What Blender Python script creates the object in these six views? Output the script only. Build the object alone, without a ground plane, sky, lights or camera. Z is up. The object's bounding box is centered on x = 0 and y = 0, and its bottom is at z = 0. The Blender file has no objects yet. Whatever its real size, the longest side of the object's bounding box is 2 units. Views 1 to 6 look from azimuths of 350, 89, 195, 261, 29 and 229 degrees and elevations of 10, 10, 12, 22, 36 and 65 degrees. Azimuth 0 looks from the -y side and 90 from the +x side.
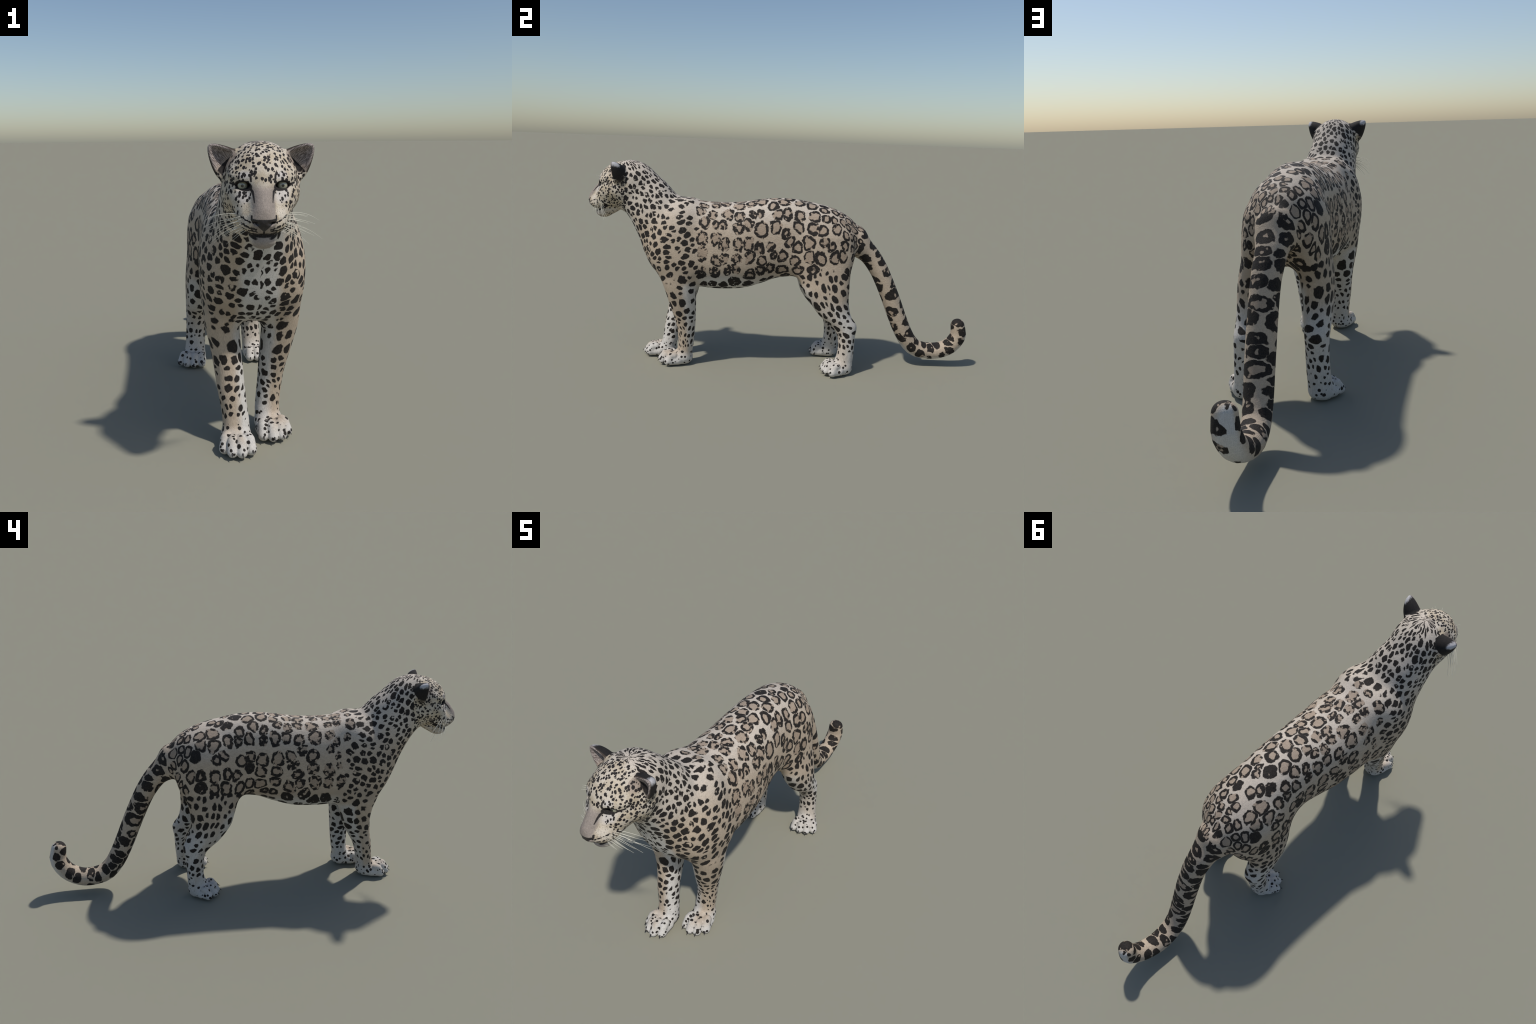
import bpy, bmesh, math, random
import numpy as np
from mathutils import Vector, Matrix

rng = np.random.default_rng(7)
random.seed(7)
F32 = np.float32

# =====================================================================
#  1.  IMPLICIT BODY: every muscle, limb and toe is a distance function,
#      blended with a smooth minimum into one seamless skin
# =====================================================================
HEAD_O = np.array([-0.025, -0.81, 0.0])      # point between the ears, on the ground
HEAD_F = np.array([-0.136, -0.9907, 0.0])    # where the face looks
HEAD_L = np.array([0.9907, -0.136, 0.0])     # towards the animal's left ear


def head_world(a, b, z):
    """head coordinates: a forward, b to the left, z up"""
    return HEAD_O + HEAD_F * a + HEAD_L * b + np.array([0, 0, z])


def to_head(P):
    d = P - HEAD_O
    return np.stack([d @ HEAD_F, d @ HEAD_L, d[:, 2]], 1)


def smin(a, b, k):
    h = np.maximum(k - np.abs(a - b), 0.0) / k
    return np.minimum(a, b) - h * h * k * 0.25


def smax(a, b, k):
    return -smin(-a, -b, k)


def euler(rx=0, ry=0, rz=0):
    return np.array(Matrix.Rotation(math.radians(rz), 3, 'Z') @ Matrix.Rotation(math.radians(ry), 3, 'Y') @ Matrix.Rotation(math.radians(rx), 3, 'X'))


def f_ellipsoid(q, r):
    k0 = np.sqrt(((q / r) ** 2).sum(1)) + 1e-9
    k1 = np.sqrt(((q / (r * r)) ** 2).sum(1)) + 1e-9
    return k0 * (k0 - 1.0) / k1


class Prim:
    """op: 'add' or 'cut'; k: blend width; fn(P)->distance; box: region of influence"""
    def __init__(self, fn, lo, hi, k, op='add', reach=1.3):
        self.fn, self.k, self.op = fn, k, op
        m = k * reach + 0.012
        self.lo, self.hi = np.array(lo) - m, np.array(hi) + m


PRIMS = []


def ellipsoid(c, r, k, rot=None, op='add', head=False):
    """rot: 3x3 matrix, columns = local axes in the frame (world or head)"""
    c, r = np.array(c, float), np.array(r, float)
    R = np.eye(3) if rot is None else rot
    if head:   # head frame (a,b,z) -> world
        H = np.stack([HEAD_F, HEAD_L, np.array([0, 0, 1.0])], 1)
        c = head_world(*c)
        R = H @ R
    ext = np.sqrt(((R * r) ** 2).sum(1))
    PRIMS.append(Prim(lambda P: f_ellipsoid((P - c) @ R, r), c - ext, c + ext, k, op))


def capsule(pts, radii, k, op='add', head=False, squash=None):
    """chain of round cones through pts"""
    pts = np.array(pts, float)
    if head:
        pts = np.array([head_world(*p) for p in pts])
    radii = np.array(radii, float)
    sq = np.ones(3) if squash is None else np.array(squash, float)

    def fn(P):
        d = np.full(len(P), 9.0)
        Q = P / sq
        for i in range(len(pts) - 1):
            A, B = pts[i] / sq, pts[i + 1] / sq
            ab = B - A
            t = np.clip(((Q - A) @ ab) / (ab @ ab), 0, 1)
            dd = np.sqrt((((Q - A) - t[:, None] * ab) ** 2).sum(1)) - (radii[i] + (radii[i + 1] - radii[i]) * t)
            d = np.minimum(d, dd)
        return d
    m = radii.max() * sq.max()
    PRIMS.append(Prim(fn, pts.min(0) - m, pts.max(0) + m, k, op))


def curve_points(pts, n):
    """Catmull-Rom through rows of numbers"""
    p = np.array(pts, float)
    p = np.vstack([2 * p[0] - p[1], p, 2 * p[-1] - p[-2]])
    out = []
    seg = len(p) - 3
    for s in np.linspace(0, seg - 1e-6, n):
        i = int(s)
        t = s - i
        a, b, c, d = p[i:i + 4]
        out.append(0.5 * ((2 * b) + (c - a) * t + (2 * a - 5 * b + 4 * c - d) * t * t + (3 * b - a - 3 * c + d) * t ** 3))
    return np.array(out)


# ---- trunk: fan of sections from rump to the back of the skull --------------
#   top y, top z, bottom y, bottom z, half width, centre x, widest (0 bottom..1 top)
TRUNK = [
    (0.390, 0.738, 0.372, 0.600, 0.060, -0.020),
    (0.335, 0.793, 0.335, 0.560, 0.101, -0.016),
    (0.250, 0.833, 0.260, 0.505, 0.130, -0.012),
    (0.137, 0.860, 0.150, 0.478, 0.139, -0.006),
    (0.052, 0.872, 0.065, 0.475, 0.138, -0.001),
    (-0.030, 0.8735, -0.020, 0.464, 0.140, 0.002),
    (-0.111, 0.865, -0.100, 0.434, 0.147, 0.002),
    (-0.192, 0.851, -0.190, 0.407, 0.158, 0.001),
    (-0.274, 0.844, -0.270, 0.400, 0.164, 0.000),
    (-0.356, 0.844, -0.350, 0.400, 0.167, -0.001),
    (-0.420, 0.848, -0.432, 0.410, 0.164, -0.004),
    (-0.466, 0.860, -0.530, 0.424, 0.165, 0.000),
    (-0.511, 0.862, -0.613, 0.456, 0.158, -0.004),
    (-0.550, 0.880, -0.680, 0.527, 0.143, -0.012),
    (-0.600, 0.932, -0.730, 0.650, 0.125, -0.018),
    (-0.6585, 0.979, -0.772, 0.735, 0.113, -0.023),
    (-0.715, 1.014, -0.815, 0.790, 0.104, -0.026),
    (-0.765, 1.022, -0.850, 0.815, 0.090, -0.028),
]
_S = curve_points(TRUNK, 120)
_top, _bot = _S[:, 0:2], _S[:, 2:4]
_cen = (_top + _bot) / 2
_nrm = _top - _bot
_hh = np.linalg.norm(_nrm, axis=1) / 2
_nrm = _nrm / (2 * _hh)[:, None]
_prp = np.stack([_nrm[:, 1], -_nrm[:, 0]], 1)      # towards the tail


def trunk_param(yz):
    """section index (float) and height along that section of points in the (y,z) plane"""
    out_i, out_v = np.empty(len(yz)), np.empty(len(yz))
    for s in range(0, len(yz), 40000):
        q = yz[s:s + 40000]
        g = q @ _prp.T - (_cen * _prp).sum(1)       # >0: on the tail side of the section
        # sections run from tail to head, so g goes from negative to positive; nearest crossing
        dist = np.abs(q @ _nrm.T - (_cen * _nrm).sum(1)) / _hh
        cross = (g[:, :-1] < 0) & (g[:, 1:] >= 0)
        cost = np.where(cross, dist[:, :-1], 1e6)
        i = cost.argmin(1)
        none = ~cross.any(1)
        gi, gj = g[np.arange(len(q)), i], g[np.arange(len(q)), i + 1]
        t = np.clip(-gi / (gj - gi + 1e-12), 0, 1)
        f = i + t
        f[none] = np.where(np.abs(g[none, 0]) < np.abs(g[none, -1]), 0.0, len(_S) - 1.0)
        out_i[s:s + 40000] = f
        k = np.clip(f, 0, len(_S) - 1.001).astype(int)
        tt = (f - k)[:, None]
        c = _cen[k] * (1 - tt) + _cen[k + 1] * tt
        n = _nrm[k] * (1 - tt) + _nrm[k + 1] * tt
        out_v[s:s + 40000] = ((q - c) * n).sum(1)
    return out_i, out_v


_TY, _TZ, _TH = -0.96, 0.30, 0.003
_tn = (500, 275)


def trunk_table():
    """section data sampled over the (y,z) plane: height/half height, half width, centre x, end distance, scale"""
    Y, Z = np.meshgrid(_TY + _TH * np.arange(_tn[0]), _TZ + _TH * np.arange(_tn[1]), indexing='ij')
    yz = np.stack([Y.ravel(), Z.ravel()], 1)
    f, v = trunk_param(yz)
    k = np.clip(f, 0, len(_S) - 1.001).astype(int)
    t = f - k
    h = _hh[k] * (1 - t) + _hh[k + 1] * t
    w = _S[k, 4] * (1 - t) + _S[k + 1, 4] * t
    xc = _S[k, 5] * (1 - t) + _S[k + 1, 5] * t
    c = _cen[k] * (1 - t[:, None]) + _cen[k + 1] * t[:, None]
    e = np.abs(((yz - c) * _prp[k]).sum(1))
    e[(f > 0) & (f < len(_S) - 1.001)] = 0
    vv = v / h
    return np.stack([vv, w * (1.0 - 0.07 * np.clip(vv, -1, 1)), xc, e, np.minimum(w, h)], 1).reshape(_tn + (5,))


_TT = trunk_table()


def f_trunk(P):
    gy, gz = (P[:, 1] - _TY) / _TH, (P[:, 2] - _TZ) / _TH
    iy, iz = np.clip(gy.astype(int), 0, _tn[0] - 2), np.clip(gz.astype(int), 0, _tn[1] - 2)
    ty, tz = (gy - iy)[:, None], (gz - iz)[:, None]
    D = (_TT[iy, iz] * (1 - ty) + _TT[iy + 1, iz] * ty) * (1 - tz) + (_TT[iy, iz + 1] * (1 - ty) + _TT[iy + 1, iz + 1] * ty) * tz
    x = np.abs(P[:, 0] - D[:, 2])
    n = 2.35
    q = ((x / D[:, 1]) ** n + np.abs(D[:, 0]) ** n + (D[:, 3] / 0.05) ** n) ** (1 / n)
    return (q - 1.0) * D[:, 4]


PRIMS.append(Prim(f_trunk, (-0.24, -0.90, 0.35), (0.24, 0.46, 1.08), 0.03))


# ---- limbs: stacks of level sections  (z, y front, y back, x inner, x outer) ----
def limb(rows, side, k, n=2.2, cap=0.04):
    rows = sorted(rows)
    S = curve_points(rows, 60)
    z = S[:, 0]
    yc, wy = (S[:, 1] + S[:, 2]) / 2, np.abs(S[:, 2] - S[:, 1]) / 2
    xc, wx = side * (S[:, 3] + S[:, 4]) / 2, np.abs(S[:, 4] - S[:, 3]) / 2

    def fn(P):
        zz = np.clip(P[:, 2], z[0], z[-1])
        cx, cy = np.interp(zz, z, xc), np.interp(zz, z, yc)
        ax, ay = np.interp(zz, z, wx), np.interp(zz, z, wy)
        e = np.abs(P[:, 2] - zz) / cap
        q = (np.abs((P[:, 0] - cx) / ax) ** n + np.abs((P[:, 1] - cy) / ay) ** n + e ** n) ** (1 / n)
        return (q - 1.0) * np.minimum(ax, ay)
    lo = (min(xc - wx), min(yc - wy), z[0] - cap)
    hi = (max(xc + wx), max(yc + wy), z[-1] + cap)
    PRIMS.append(Prim(fn, lo, hi, k, reach=2.6))


FORE_L = [(0.640, -0.610, -0.440, 0.070, 0.150), (0.540, -0.622, -0.430, 0.055, 0.160), (0.460, -0.603, -0.430, 0.042, 0.163),
          (0.400, -0.583, -0.427, 0.034, 0.158), (0.326, -0.561, -0.427, 0.028, 0.141), (0.250, -0.537, -0.429, 0.024, 0.122),
          (0.190, -0.522, -0.432, 0.021, 0.111), (0.120, -0.518, -0.438, 0.014, 0.102), (0.080, -0.523, -0.444, 0.010, 0.099),
          (0.045, -0.535, -0.452, 0.012, 0.102)]
FORE_R = [(0.640, -0.610, -0.430, 0.075, 0.166), (0.540, -0.625, -0.420, 0.060, 0.176), (0.460, -0.610, -0.420, 0.055, 0.175),
          (0.400, -0.592, -0.425, 0.050, 0.167), (0.326, -0.586, -0.444, 0.045, 0.152), (0.250, -0.594, -0.481, 0.041, 0.141),
          (0.190, -0.605, -0.512, 0.038, 0.134), (0.120, -0.614, -0.532, 0.032, 0.123), (0.080, -0.622, -0.540, 0.028, 0.121),
          (0.045, -0.632, -0.549, 0.030, 0.124)]
HIND_L = [(0.680, 0.120, 0.340, 0.020, 0.128), (0.600, 0.082, 0.362, 0.024, 0.144), (0.530, 0.084, 0.354, 0.034, 0.157),
          (0.479, 0.098, 0.350, 0.044, 0.168), (0.422, 0.116, 0.348, 0.055, 0.176), (0.365, 0.151, 0.348, 0.056, 0.178),
          (0.300, 0.200, 0.362, 0.066, 0.176), (0.258, 0.250, 0.390, 0.078, 0.174), (0.230, 0.279, 0.394, 0.083, 0.173),
          (0.195, 0.298, 0.388, 0.085, 0.173), (0.150, 0.304, 0.386, 0.087, 0.174), (0.100, 0.301, 0.384, 0.089, 0.176),
          (0.060, 0.287, 0.380, 0.091, 0.180), (0.035, 0.272, 0.376, 0.094, 0.186)]
HIND_R = [(0.680, 0.120, 0.340, 0.045, 0.148), (0.600, 0.078, 0.360, 0.048, 0.164), (0.530, 0.072, 0.345, 0.052, 0.176),
          (0.479, 0.084, 0.322, 0.056, 0.183), (0.422, 0.100, 0.311, 0.063, 0.187), (0.365, 0.120, 0.310, 0.071, 0.187),
          (0.300, 0.168, 0.334, 0.081, 0.185), (0.258, 0.217, 0.351, 0.088, 0.183), (0.230, 0.241, 0.348, 0.091, 0.182),
          (0.195, 0.252, 0.343, 0.093, 0.182), (0.150, 0.257, 0.340, 0.094, 0.184), (0.100, 0.255, 0.338, 0.096, 0.187),
          (0.060, 0.242, 0.335, 0.098, 0.192), (0.035, 0.230, 0.332, 0.101, 0.197)]
limb(FORE_L, 1, 0.035)
limb(FORE_R, -1, 0.035)
limb(HIND_L, 1, 0.045)
limb(HIND_R, -1, 0.045)

# ---- muscle relief ------------------------------------------------------------
for s in (1, -1):
    ellipsoid((s * 0.070 - 0.008, -0.475, 0.785), (0.040, 0.075, 0.055), 0.05, euler(rx=-15))           # shoulder blade
    ellipsoid((s * 0.112 - 0.010, -0.550, 0.660), (0.052, 0.078, 0.135), 0.06, euler(rx=-16))          # shoulder
    ellipsoid((s * 0.105, -0.470, 0.560), (0.050, 0.075, 0.100), 0.06, euler(rx=12))                   # triceps
    ellipsoid((s * 0.080 - 0.010, 0.215, 0.640), (0.062, 0.125, 0.135), 0.06, euler(rx=10))            # haunch
# ---- tail -----------------------------------------------------------------
TAIL = [(-0.014, 0.325, 0.700, 0.052), (-0.014, 0.372, 0.674, 0.054), (-0.014, 0.4090, 0.645, 0.0550), (-0.016, 0.4690, 0.584, 0.0505),
        (-0.012, 0.509, 0.526, 0.0480), (-0.011, 0.538, 0.471, 0.0470), (-0.012, 0.582, 0.375, 0.0470), (-0.015, 0.635, 0.247, 0.0465),
        (-0.021, 0.683, 0.152, 0.0450), (-0.027, 0.736, 0.095, 0.0440), (-0.033, 0.812, 0.078, 0.0430), (-0.029, 0.869, 0.085, 0.0420),
        (-0.020, 0.924, 0.115, 0.0410), (-0.011, 0.958, 0.172, 0.0400), (-0.006, 0.951, 0.231, 0.0355)]
_T = curve_points(TAIL, 36)
capsule(_T[:, :3], _T[:, 3], 0.050, squash=(1.12, 1, 1))


# ---- paws -------------------------------------------------------------------
#  each: heel centre (x,y), pad half width, toe tips [(x, y)], direction of the toes from the heel
PAWS = dict(
    fore_l=dict(heel=(0.056, -0.492), toes=[(0.0215, -0.597), (0.0545, -0.611), (0.0865, -0.602), (0.1135, -0.572)], back=0.105),
    fore_r=dict(heel=(-0.076, -0.590), toes=[(-0.1270, -0.668), (-0.1030, -0.699), (-0.0715, -0.708), (-0.0370, -0.692)], back=0.105),
    hind_l=dict(heel=(0.142, 0.325), toes=[(0.1130, 0.232), (0.1490, 0.231), (0.1840, 0.240), (0.2130, 0.266)], back=0.105),
    hind_r=dict(heel=(-0.148, 0.280), toes=[(-0.2170, 0.234), (-0.1910, 0.204), (-0.1580, 0.192), (-0.1225, 0.196)], back=0.105),
)
for name, p in PAWS.items():
    hx, hy = p['heel']
    toes = np.array(p['toes'])
    mid = toes.mean(0)
    fwd = mid - np.array([hx, hy])
    L = np.linalg.norm(fwd)
    fwd = fwd / L
    ang = math.degrees(math.atan2(fwd[1], fwd[0]))
    R = euler(rz=ang)
    # instep and pad
    c = np.array([hx, hy]) + fwd * L * 0.42
    ellipsoid((c[0], c[1], 0.032), (L * 0.54, 0.049, 0.031), 0.020, R)
    ellipsoid((hx, hy, 0.032), (0.046, 0.044, 0.034), 0.025, R)
    p['claws'] = []
    for i, (tx, ty) in enumerate(toes):
        root = np.array([hx, hy]) * 0.42 + np.array([tx, ty]) * 0.58 + (np.array([tx, ty]) - mid) * 0.18
        d = np.array([tx, ty]) - root
        d = d / np.linalg.norm(d)
        knee = np.array([tx, ty]) - d * 0.026
        capsule([(root[0], root[1], 0.050), (knee[0], knee[1], 0.0490), (tx - d[0] * 0.007, ty - d[1] * 0.007, 0.023)],
                [0.0190, 0.0190, 0.0185], 0.0035)
        if i in (0, 3):      # the outer toes run along the ground to the heel
            q = np.array([hx, hy]) * 0.6 + np.array([tx, ty]) * 0.4 + (np.array([tx, ty]) - mid) * 0.35
            capsule([(q[0], q[1], 0.026), (tx - d[0] * 0.016, ty - d[1] * 0.016, 0.023)], [0.0235, 0.0190], 0.008)
        p['claws'].append((tx, ty, d))


# ---- head --------------------------------------------------------------------
H = dict(head=True)
ellipsoid((-0.022, 0, 0.940), (0.128, 0.107, 0.098), 0.03, **H)                      # cranium
ellipsoid((0.055, 0, 0.944), (0.080, 0.066, 0.056), 0.04, euler(ry=24), **H)         # forehead
for s in (1, -1):
    ellipsoid((0.008, s * 0.058, 0.892), (0.080, 0.053, 0.056), 0.03, **H)           # cheek
    ellipsoid((0.066, s * 0.055, 0.942), (0.044, 0.034, 0.020), 0.025, euler(ry=14, rz=-s * 30), **H)   # brow
    ellipsoid((0.078, s * 0.052, 0.880), (0.050, 0.036, 0.036), 0.028, euler(ry=24, rz=-s * 20), **H)   # cheekbone
    ellipsoid((0.088, s * 0.036, 0.842), (0.060, 0.037, 0.042), 0.028, euler(ry=24, rz=-s * 10), **H)   # side of the face
    ellipsoid((0.115, s * 0.031, 0.826), (0.055, 0.034, 0.036), 0.020, euler(ry=16, rz=-s * 8), **H)    # whisker pad
capsule([(0.095, 0, 0.908), (0.132, 0, 0.882), (0.158, 0, 0.848)], [0.028, 0.030, 0.0295], 0.026, head=True)   # bridge
ellipsoid((0.167, 0, 0.832), (0.026, 0.033, 0.0195), 0.014, euler(ry=40), **H)        # nose
ellipsoid((0.150, 0, 0.815), (0.030, 0.030, 0.022), 0.016, **H)                      # upper lip
ellipsoid((0.088, 0, 0.785), (0.060, 0.040, 0.030), 0.012, euler(ry=16), **H)        # lower jaw
ellipsoid((0.112, 0, 0.770), (0.034, 0.035, 0.025), 0.018, **H)                      # chin
ellipsoid((0.012, 0, 0.834), (0.068, 0.050, 0.040), 0.035, **H)                      # throat


def ear_frame(s):
    t = np.array([0.10, s * 0.70, 0.70]); t /= np.linalg.norm(t)        # base to tip
    n = np.array([-1.0, s * 0.10, 0.06]); n -= t * (n @ t); n /= np.linalg.norm(n)   # backwards
    w = np.cross(n, t)
    return np.stack([t, w, n], 1)


for s in (1, -1):
    R = ear_frame(s)
    base = np.array([0.004 if s > 0 else -0.004, s * 0.093, 0.972])

    def shell(P, R=R, base=base):
        q = (to_head(P) - base) @ R
        q = q.copy()
        q[:, 1] = (q[:, 1]) / (1.0 - 0.45 * np.clip(q[:, 0] / 0.085, 0, 1) ** 1.2)      # narrows to a blunt point
        outer = f_ellipsoid(q - np.array([0.000, 0, -0.004]), np.array([0.082, 0.049, 0.049]))
        outer = smax(outer, -(q[:, 2] + 0.008), 0.010)                                    # open in front
        inner = f_ellipsoid(q - np.array([0.004, 0, -0.016]), np.array([0.070, 0.037, 0.032]))
        return smax(outer, -inner, 0.006)
    c = head_world(*(base + R[:, 0] * 0.03))
    PRIMS.append(Prim(shell, c - 0.085, c + 0.085, 0.014))

# eye sockets, mouth, nostrils
EYE = (0.0850, 0.0535, 0.9190)
EYE_R = 0.0190
for s in (1, -1):
    ellipsoid((0.105, s * 0.0545, 0.919), (0.024, 0.0205, 0.0094), 0.008, euler(rx=-s * 9, rz=-s * 25), op='cut', **H)
    capsule([(0.150, s * 0.018, 0.7865), (0.132, s * 0.044, 0.7840), (0.105, s * 0.054, 0.7960), (0.080, s * 0.060, 0.8100)], [0.0030, 0.0045, 0.0085, 0.0090], 0.008, op='cut', head=True)
    capsule([(0.192, s * 0.013, 0.823), (0.182, s * 0.022, 0.822), (0.170, s * 0.027, 0.828)], [0.0035, 0.0040, 0.0025], 0.006, op='cut', head=True)
capsule([(0.190, 0, 0.814), (0.178, 0, 0.797), (0.165, 0, 0.790)], [0.0018, 0.0025, 0.0025], 0.006, op='cut', head=True)
capsule([(0.165, -0.020, 0.7875), (0.170, 0, 0.7895), (0.165, 0.020, 0.7875)], [0.003, 0.003, 0.003], 0.006, op='cut', head=True)


# =====================================================================
#  2.  SKIN: surface nets on a grid, local refinement, Newton projection
# =====================================================================
def floor_cut(d, z):
    return smax(d, 0.0005 - z, 0.008)


def field(P):
    d = np.full(len(P), 0.25)
    for p in PRIMS:
        m = np.nonzero(((P >= p.lo) & (P <= p.hi)).all(1))[0]
        if len(m):
            v = p.fn(P[m])
            d[m] = smin(d[m], v, p.k) if p.op == 'add' else smax(d[m], -v, p.k)
    return floor_cut(d, P[:, 2])


def grid_field(lo, n, h):
    Fv = np.full(n, 0.25)
    ax = [lo[i] + h * np.arange(n[i]) for i in range(3)]
    for p in PRIMS:
        i0 = [max(0, int(math.ceil((p.lo[i] - lo[i]) / h))) for i in range(3)]
        i1 = [min(n[i], int(math.floor((p.hi[i] - lo[i]) / h)) + 1) for i in range(3)]
        if any(a >= b for a, b in zip(i0, i1)):
            continue
        G = np.stack(np.meshgrid(*[ax[i][i0[i]:i1[i]] for i in range(3)], indexing='ij'), -1)
        sl = tuple(slice(a, b) for a, b in zip(i0, i1))
        v = p.fn(G.reshape(-1, 3)).reshape(G.shape[:3])
        Fv[sl] = smin(Fv[sl], v, p.k) if p.op == 'add' else smax(Fv[sl], -v, p.k)
    return floor_cut(Fv, ax[2][None, None, :])


def surface_nets(Fv, lo, h):
    ins = Fv < 0
    n = np.array(Fv.shape)
    c = [slice(0, -1), slice(1, None)]
    cnt = sum(ins[c[i], c[j], c[k]].astype(np.int8) for i in (0, 1) for j in (0, 1) for k in (0, 1))
    act = (cnt > 0) & (cnt < 8)
    idx = np.full(act.shape, -1, np.int64)
    A = np.argwhere(act)
    idx[act] = np.arange(len(A))
    pos, num = np.zeros((len(A), 3)), np.zeros(len(A))
    for axis in range(3):
        o1, o2 = [a for a in range(3) if a != axis]
        for u in (0, 1):
            for v in (0, 1):
                s = np.zeros(3, int); s[o1], s[o2] = u, v
                e = s.copy(); e[axis] = 1
                a, b = A + s, A + e
                fa, fb = Fv[tuple(a.T)], Fv[tuple(b.T)]
                m = (fa < 0) != (fb < 0)
                t = fa[m] / (fa[m] - fb[m])
                q = np.tile(s.astype(float), (m.sum(), 1)); q[:, axis] = t
                pos[m] += q
                num[m] += 1
    V = (A + pos / num[:, None]) * h + lo
    quads = []
    for axis in range(3):
        o1, o2 = [(1, 2), (2, 0), (0, 1)][axis]
        sa = [slice(None)] * 3; sb = [slice(None)] * 3
        sa[axis], sb[axis] = slice(0, -1), slice(1, None)
        chg = ins[tuple(sa)] != ins[tuple(sb)]
        E = np.argwhere(chg)
        E = E[(E[:, o1] > 0) & (E[:, o2] > 0) & (E[:, o1] < n[o1] - 1) & (E[:, o2] < n[o2] - 1)]
        first_in = ins[tuple(E.T)]

        def cell(d1, d2):
            q = E.copy(); q[:, o1] -= d1; q[:, o2] -= d2
            return idx[tuple(q.T)]
        Q = np.stack([cell(1, 1), cell(0, 1), cell(0, 0), cell(1, 0)], 1)
        Q[~first_in] = Q[~first_in][:, ::-1]
        quads.append(Q)
    return V, np.concatenate(quads)


def project(V, steps=2):
    """Newton steps onto the zero surface, with one gradient for all steps"""
    e = 4e-4
    f = field(V)
    g = np.stack([field(V + e * ax) for ax in np.eye(3)], 1) - f[:, None]
    g /= e
    g /= np.maximum((g * g).sum(1), 0.2)[:, None]
    for i in range(steps):
        V = V - g * np.clip(f, -0.003, 0.003)[:, None]
        if i < steps - 1:
            f = field(V)
    return V


def relax(V, edges, amount=0.5, times=2):
    for _ in range(times):
        acc, cn = np.zeros_like(V), np.zeros(len(V))
        for a, b in ((0, 1), (1, 0)):
            for k in range(3):
                acc[:, k] += np.bincount(edges[:, a], V[edges[:, b], k], len(V))
            cn += np.bincount(edges[:, a], minlength=len(V))
        V = V + amount * (acc / np.maximum(cn, 1)[:, None] - V)
    return V


def bm_edges(bm):
    return np.array([(e.verts[0].index, e.verts[1].index) for e in bm.edges])


def build_skin():
    h = 0.006
    lo = np.array([-0.262, -1.012, -0.012])
    n = [int(0.526 / h), int(2.03 / h), int(1.075 / h)]
    Fv = grid_field(lo, n, h)
    V, Q = surface_nets(Fv, lo, h)
    me = bpy.data.meshes.new('skin')
    me.from_pydata(V.tolist(), [], Q.tolist())
    bm = bmesh.new(); bm.from_mesh(me)
    bpy.data.meshes.remove(me)
    bm.verts.index_update()
    V = np.array([v.co for v in bm.verts])
    V = project(relax(V, bm_edges(bm), 0.5, 2), 2)
    for v, c in zip(bm.verts, V):
        v.co = c
    # finer skin on head and paws
    for level in (1, 2):
        E = bm_edges(bm)
        C = (V[E[:, 0]] + V[E[:, 1]]) / 2
        h3 = to_head(C)
        fa, fb, fz = h3[:, 0], np.abs(h3[:, 1]), C[:, 2]
        if level == 1:
            m = ((fa > -0.06) & (fz > 0.73)) | ((fz < 0.085) & (C[:, 1] < 0.45))
        else:
            m = ((fa > 0.06) & (fz > 0.735)) | ((fa > -0.08) & (fb > 0.085) & (fz > 0.925))
        bm.edges.ensure_lookup_table()
        ed = [bm.edges[i] for i in np.nonzero(m)[0]]
        bmesh.ops.subdivide_edges(bm, edges=ed, cuts=1, use_grid_fill=True)
        bm.verts.index_update()
        V = np.array([v.co for v in bm.verts])
        V = project(relax(V, bm_edges(bm), 0.4, 1), 2)
        for v, c in zip(bm.verts, V):
            v.co = c
    bmesh.ops.recalc_face_normals(bm, faces=bm.faces)
    bm.normal_update()
    return bm


# =====================================================================
#  3.  CUT THE SKIN INTO NAMED PARTS that share their border vertices
# =====================================================================
NAMES = ['torso', 'neck', 'head', 'tail', 'forelimb_l', 'forelimb_r', 'hindlimb_l', 'hindlimb_r',
         'forepaw_l', 'forepaw_r', 'hindpaw_l', 'hindpaw_r', 'ear_l', 'ear_r', 'nose', 'lower_jaw']


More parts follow.
